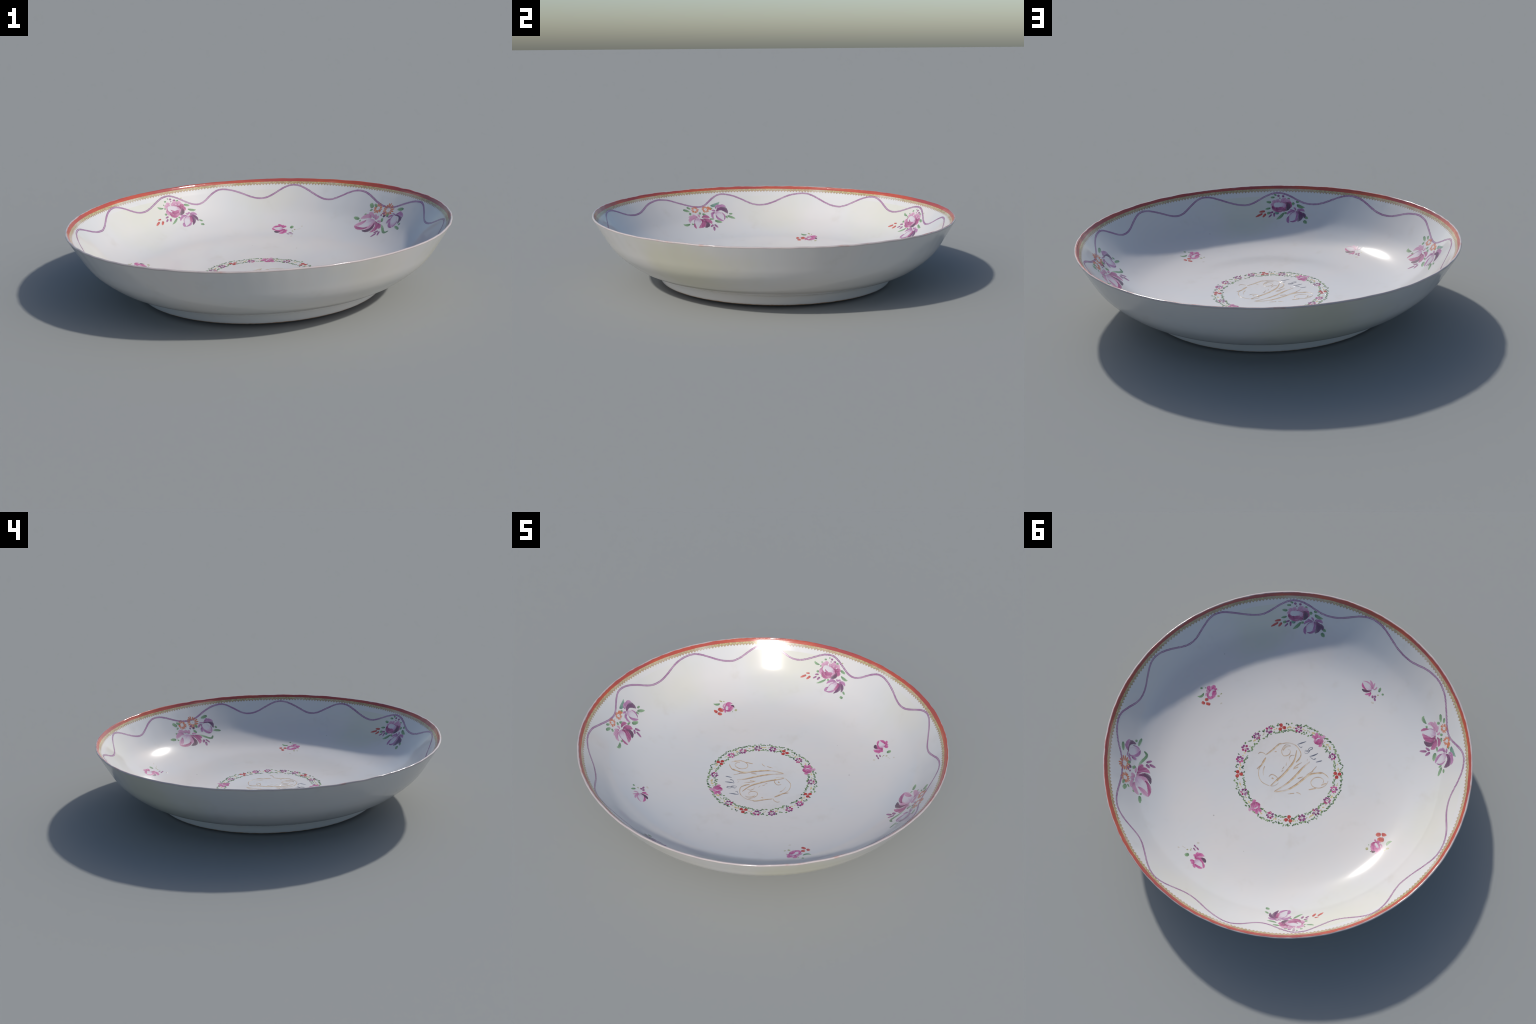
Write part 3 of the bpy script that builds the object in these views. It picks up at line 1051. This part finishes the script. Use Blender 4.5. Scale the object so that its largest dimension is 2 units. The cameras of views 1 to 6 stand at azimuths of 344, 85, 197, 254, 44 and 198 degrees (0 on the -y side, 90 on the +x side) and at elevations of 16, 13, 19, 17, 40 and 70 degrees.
def wreath():
    rng = random.Random(33)
    frame = Frame()
    parts = {}

    def dab(colour, p, length, width, turn, kind='oval', lift=.0006):
        V, Nn, F = parts.setdefault(colour, ([], [], []))
        dx, dy = .5 * length * math.cos(turn), .5 * length * math.sin(turn)
        stroke_mesh(frame, kind, [(p[0] - dx, p[1] - dy), (p[0] + dx, p[1] + dy)], width, lift, '', None, V, Nn, F)

    taken = []

    def spot(deg, rad):
        a = math.radians(deg)
        p = (rad * math.cos(a), rad * math.sin(a))
        q = (p[0] - WREATH_AT.x * 1000, p[1] - WREATH_AT.y * 1000)
        return p, math.atan2(q[1], q[0])

    for deg, rad in WREATH_RED:
        p, t = spot(deg, rad)
        taken.append((p, 24))
        off = rng.uniform(0, 2)
        for k in range(3):
            b = off + 2 * math.pi * k / 3
            dab('red', (p[0] + 13.5 * math.cos(b), p[1] + 13.5 * math.sin(b)), 24, 22, b + math.pi, 'berry', .0010)
    for group, colour in ((WREATH_PURPLE, 'mauve'), (WREATH_PINK, 'rosepink')):
        for deg, rad in group:
            p, t = spot(deg, rad)
            taken.append((p, 25))
            off = rng.uniform(0, 6)
            petals = rng.choice((6, 7))
            for k in range(petals):
                b = off + 2 * math.pi * (k + rng.uniform(-.14, .14)) / petals
                tone = colour if rng.random() < .7 else ('magenta' if colour == 'mauve' else 'mauve')
                dab(tone, (p[0] + 15.5 * math.cos(b), p[1] + 15.5 * math.sin(b)), rng.uniform(14, 18), rng.uniform(12, 15), b, 'oval', .0008)
                rng.random() < .35 and dab('pale', (p[0] + 15.5 * math.cos(b), p[1] + 15.5 * math.sin(b)), 6, 3.5, b, 'oval', .0011)
            dab('plum', p, 7, 6, 0, 'oval', .0009)
    for deg, rad in WREATH_ROSE:
        p, t = spot(deg, rad)
        taken.append((p, 33))
    # leafy twigs: two loose rows with yellow blossoms in between
    n = 190
    for i in range(n):
        for row in (-1, 0, 1):
            a = 2 * math.pi * (i + rng.uniform(-.35, .35)) / n
            rad = 284 + row * rng.uniform(13, 27) + rng.uniform(-3, 3)
            p = (rad * math.cos(a) + WREATH_AT.x * 1000, rad * math.sin(a) + WREATH_AT.y * 1000)
            if any(math.dist(p, q) < (r if row == 0 else r - 5) for q, r in taken):
                continue
            dense = .70 + .25 * math.sin(a - 1.2) + .1 * math.sin(a * 2 + .5)
            pick = rng.random()
            if row == 0:
                if pick < .38:
                    dab('yellow', p, rng.uniform(9, 15), rng.uniform(7, 11), rng.uniform(0, 3), 'oval')
                elif pick < .38 + .3 * dense:
                    dab('olive', p, rng.uniform(9, 15), rng.uniform(4, 6), a + rng.uniform(-1.3, 1.3), 'leaf')
                continue
            if pick > dense + .28:
                continue
            colour = 'sprout' if rng.random() < .62 else rng.choice(('green', 'darkleaf', 'darkleaf'))
            turn = a + math.pi / 2 + rng.choice((-1, 1)) * rng.uniform(.2, 1.3)
            dab(colour, p, rng.uniform(11, 20), rng.uniform(6.5, 10.5), turn, 'leaf')
            if rng.random() < .35:
                dab('darkleaf', (p[0] + rng.uniform(-6, 6), p[1] + rng.uniform(-6, 6)), rng.uniform(6, 9), 3.2, turn + 1, 'leaf')
    main = None
    label = {'red': 'red_blossoms', 'mauve': 'purple_blossoms', 'magenta': 'crimson_blossoms', 'rosepink': 'pink_blossoms', 'pale': 'blossom_lights',
             'plum': 'blossom_eyes', 'yellow': 'yellow_buds', 'olive': 'olive_leaves', 'sprout': 'sprout_leaves', 'green': 'green_leaves',
             'darkleaf': 'dark_leaves'}
    tone = {'red': ((158, 48, 48), (182, 80, 70)), 'mauve': ((108, 46, 92), (144, 76, 126)), 'magenta': ((140, 34, 84), (172, 60, 112)),
            'rosepink': ((160, 52, 108), (188, 92, 142)), 'pale': ((198, 176, 190), (206, 192, 198)), 'plum': ((120, 60, 96), (150, 100, 120)),
            'yellow': ((182, 160, 104), (204, 188, 142)), 'olive': ((150, 158, 104), (182, 180, 130)), 'sprout': ((88, 118, 74), (128, 150, 104)),
            'green': ((110, 136, 106), (142, 162, 134)), 'darkleaf': ((60, 84, 62), (88, 112, 84))}
    order = sorted(parts, key=lambda c: c != 'sprout')
    for colour in order:
        V, Nn, F = parts[colour]
        me = finish(label[colour], V, Nn, F)
        o = add('wreath' if main is None else label[colour], me, main or dish, flat_material('enamel_wreath_' + colour, *tone[colour], 60))
        o['kind'] = 'stuff'
        main = main or o
    for deg, rad in WREATH_ROSE:
        p, t = spot(deg, rad)
        f = Frame()
        t += .35

        def q(u, v):
            u, v = 1.12 * u, 1.12 * v
            return (p[0] + u * math.cos(t) - v * math.sin(t), p[1] + u * math.sin(t) + v * math.cos(t))
        bits = [('oval', 'rosepink', [q(-27, 0), q(27, 0)], 54), ('petal', 'rosepink', [q(6, 4), q(22, 16), q(34, 14)], 20),
                ('petal', 'rosepink', [q(2, 6), q(8, 26), q(18, 30)], 20), ('petal', 'pink', [q(6, -6), q(22, -20), q(32, -14)], 18),
                ('petal', 'rosepink', [q(-6, -6), q(-22, -20), q(-32, -10)], 18), ('dark', 'magenta', [q(-20, -6), q(-6, -20), q(10, -14)], 17),
                ('petal', 'pale', [q(-14, 8), q(2, 8), q(12, -8)], 7)]
        parent = main
        for k, (kind, colour, pts, w) in enumerate(bits):
            me, M = stroke_mesh(f, kind, pts, w, .0006 + .0001 * k, 'rose', rng)
            o = add('rose' if k == 0 else 'petal', me, main, ink(colour, .05))
            place(o, main, M)


wreath()


# ------------------------------------------------------------------ gilt cipher and date in the well
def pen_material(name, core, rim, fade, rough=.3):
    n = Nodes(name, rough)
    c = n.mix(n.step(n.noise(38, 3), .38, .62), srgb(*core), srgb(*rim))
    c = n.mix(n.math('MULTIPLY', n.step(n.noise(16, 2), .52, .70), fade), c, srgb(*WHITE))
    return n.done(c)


def written(name, strokes, mat, lift, grow=1.0, parent=dish):
    V, Nn, F = [], [], []
    for pts, w in strokes:
        stroke_mesh(Frame(), 'pen', pts, max(w * grow, 1.5), lift, '', None, V, Nn, F)
    return add(name, finish(name, V, Nn, F), parent, mat)


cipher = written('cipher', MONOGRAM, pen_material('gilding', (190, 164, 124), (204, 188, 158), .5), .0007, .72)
written('cipher_drawn_shadow', [([(x + 1.5, y - 2.0) for x, y in pts], w) for pts, w in MONOGRAM],  # offset, darker copy of the strokes: shading drawn beside the gold
        pen_material('gilding_shadow_tone', (156, 128, 112), (178, 152, 134), .5), .0004, 1.12, cipher)
ink_blue = pen_material('date_ink', (84, 90, 106), (124, 128, 140), .35)
for digit in DATE:
    written('date_numeral', digit, ink_blue, .0006)
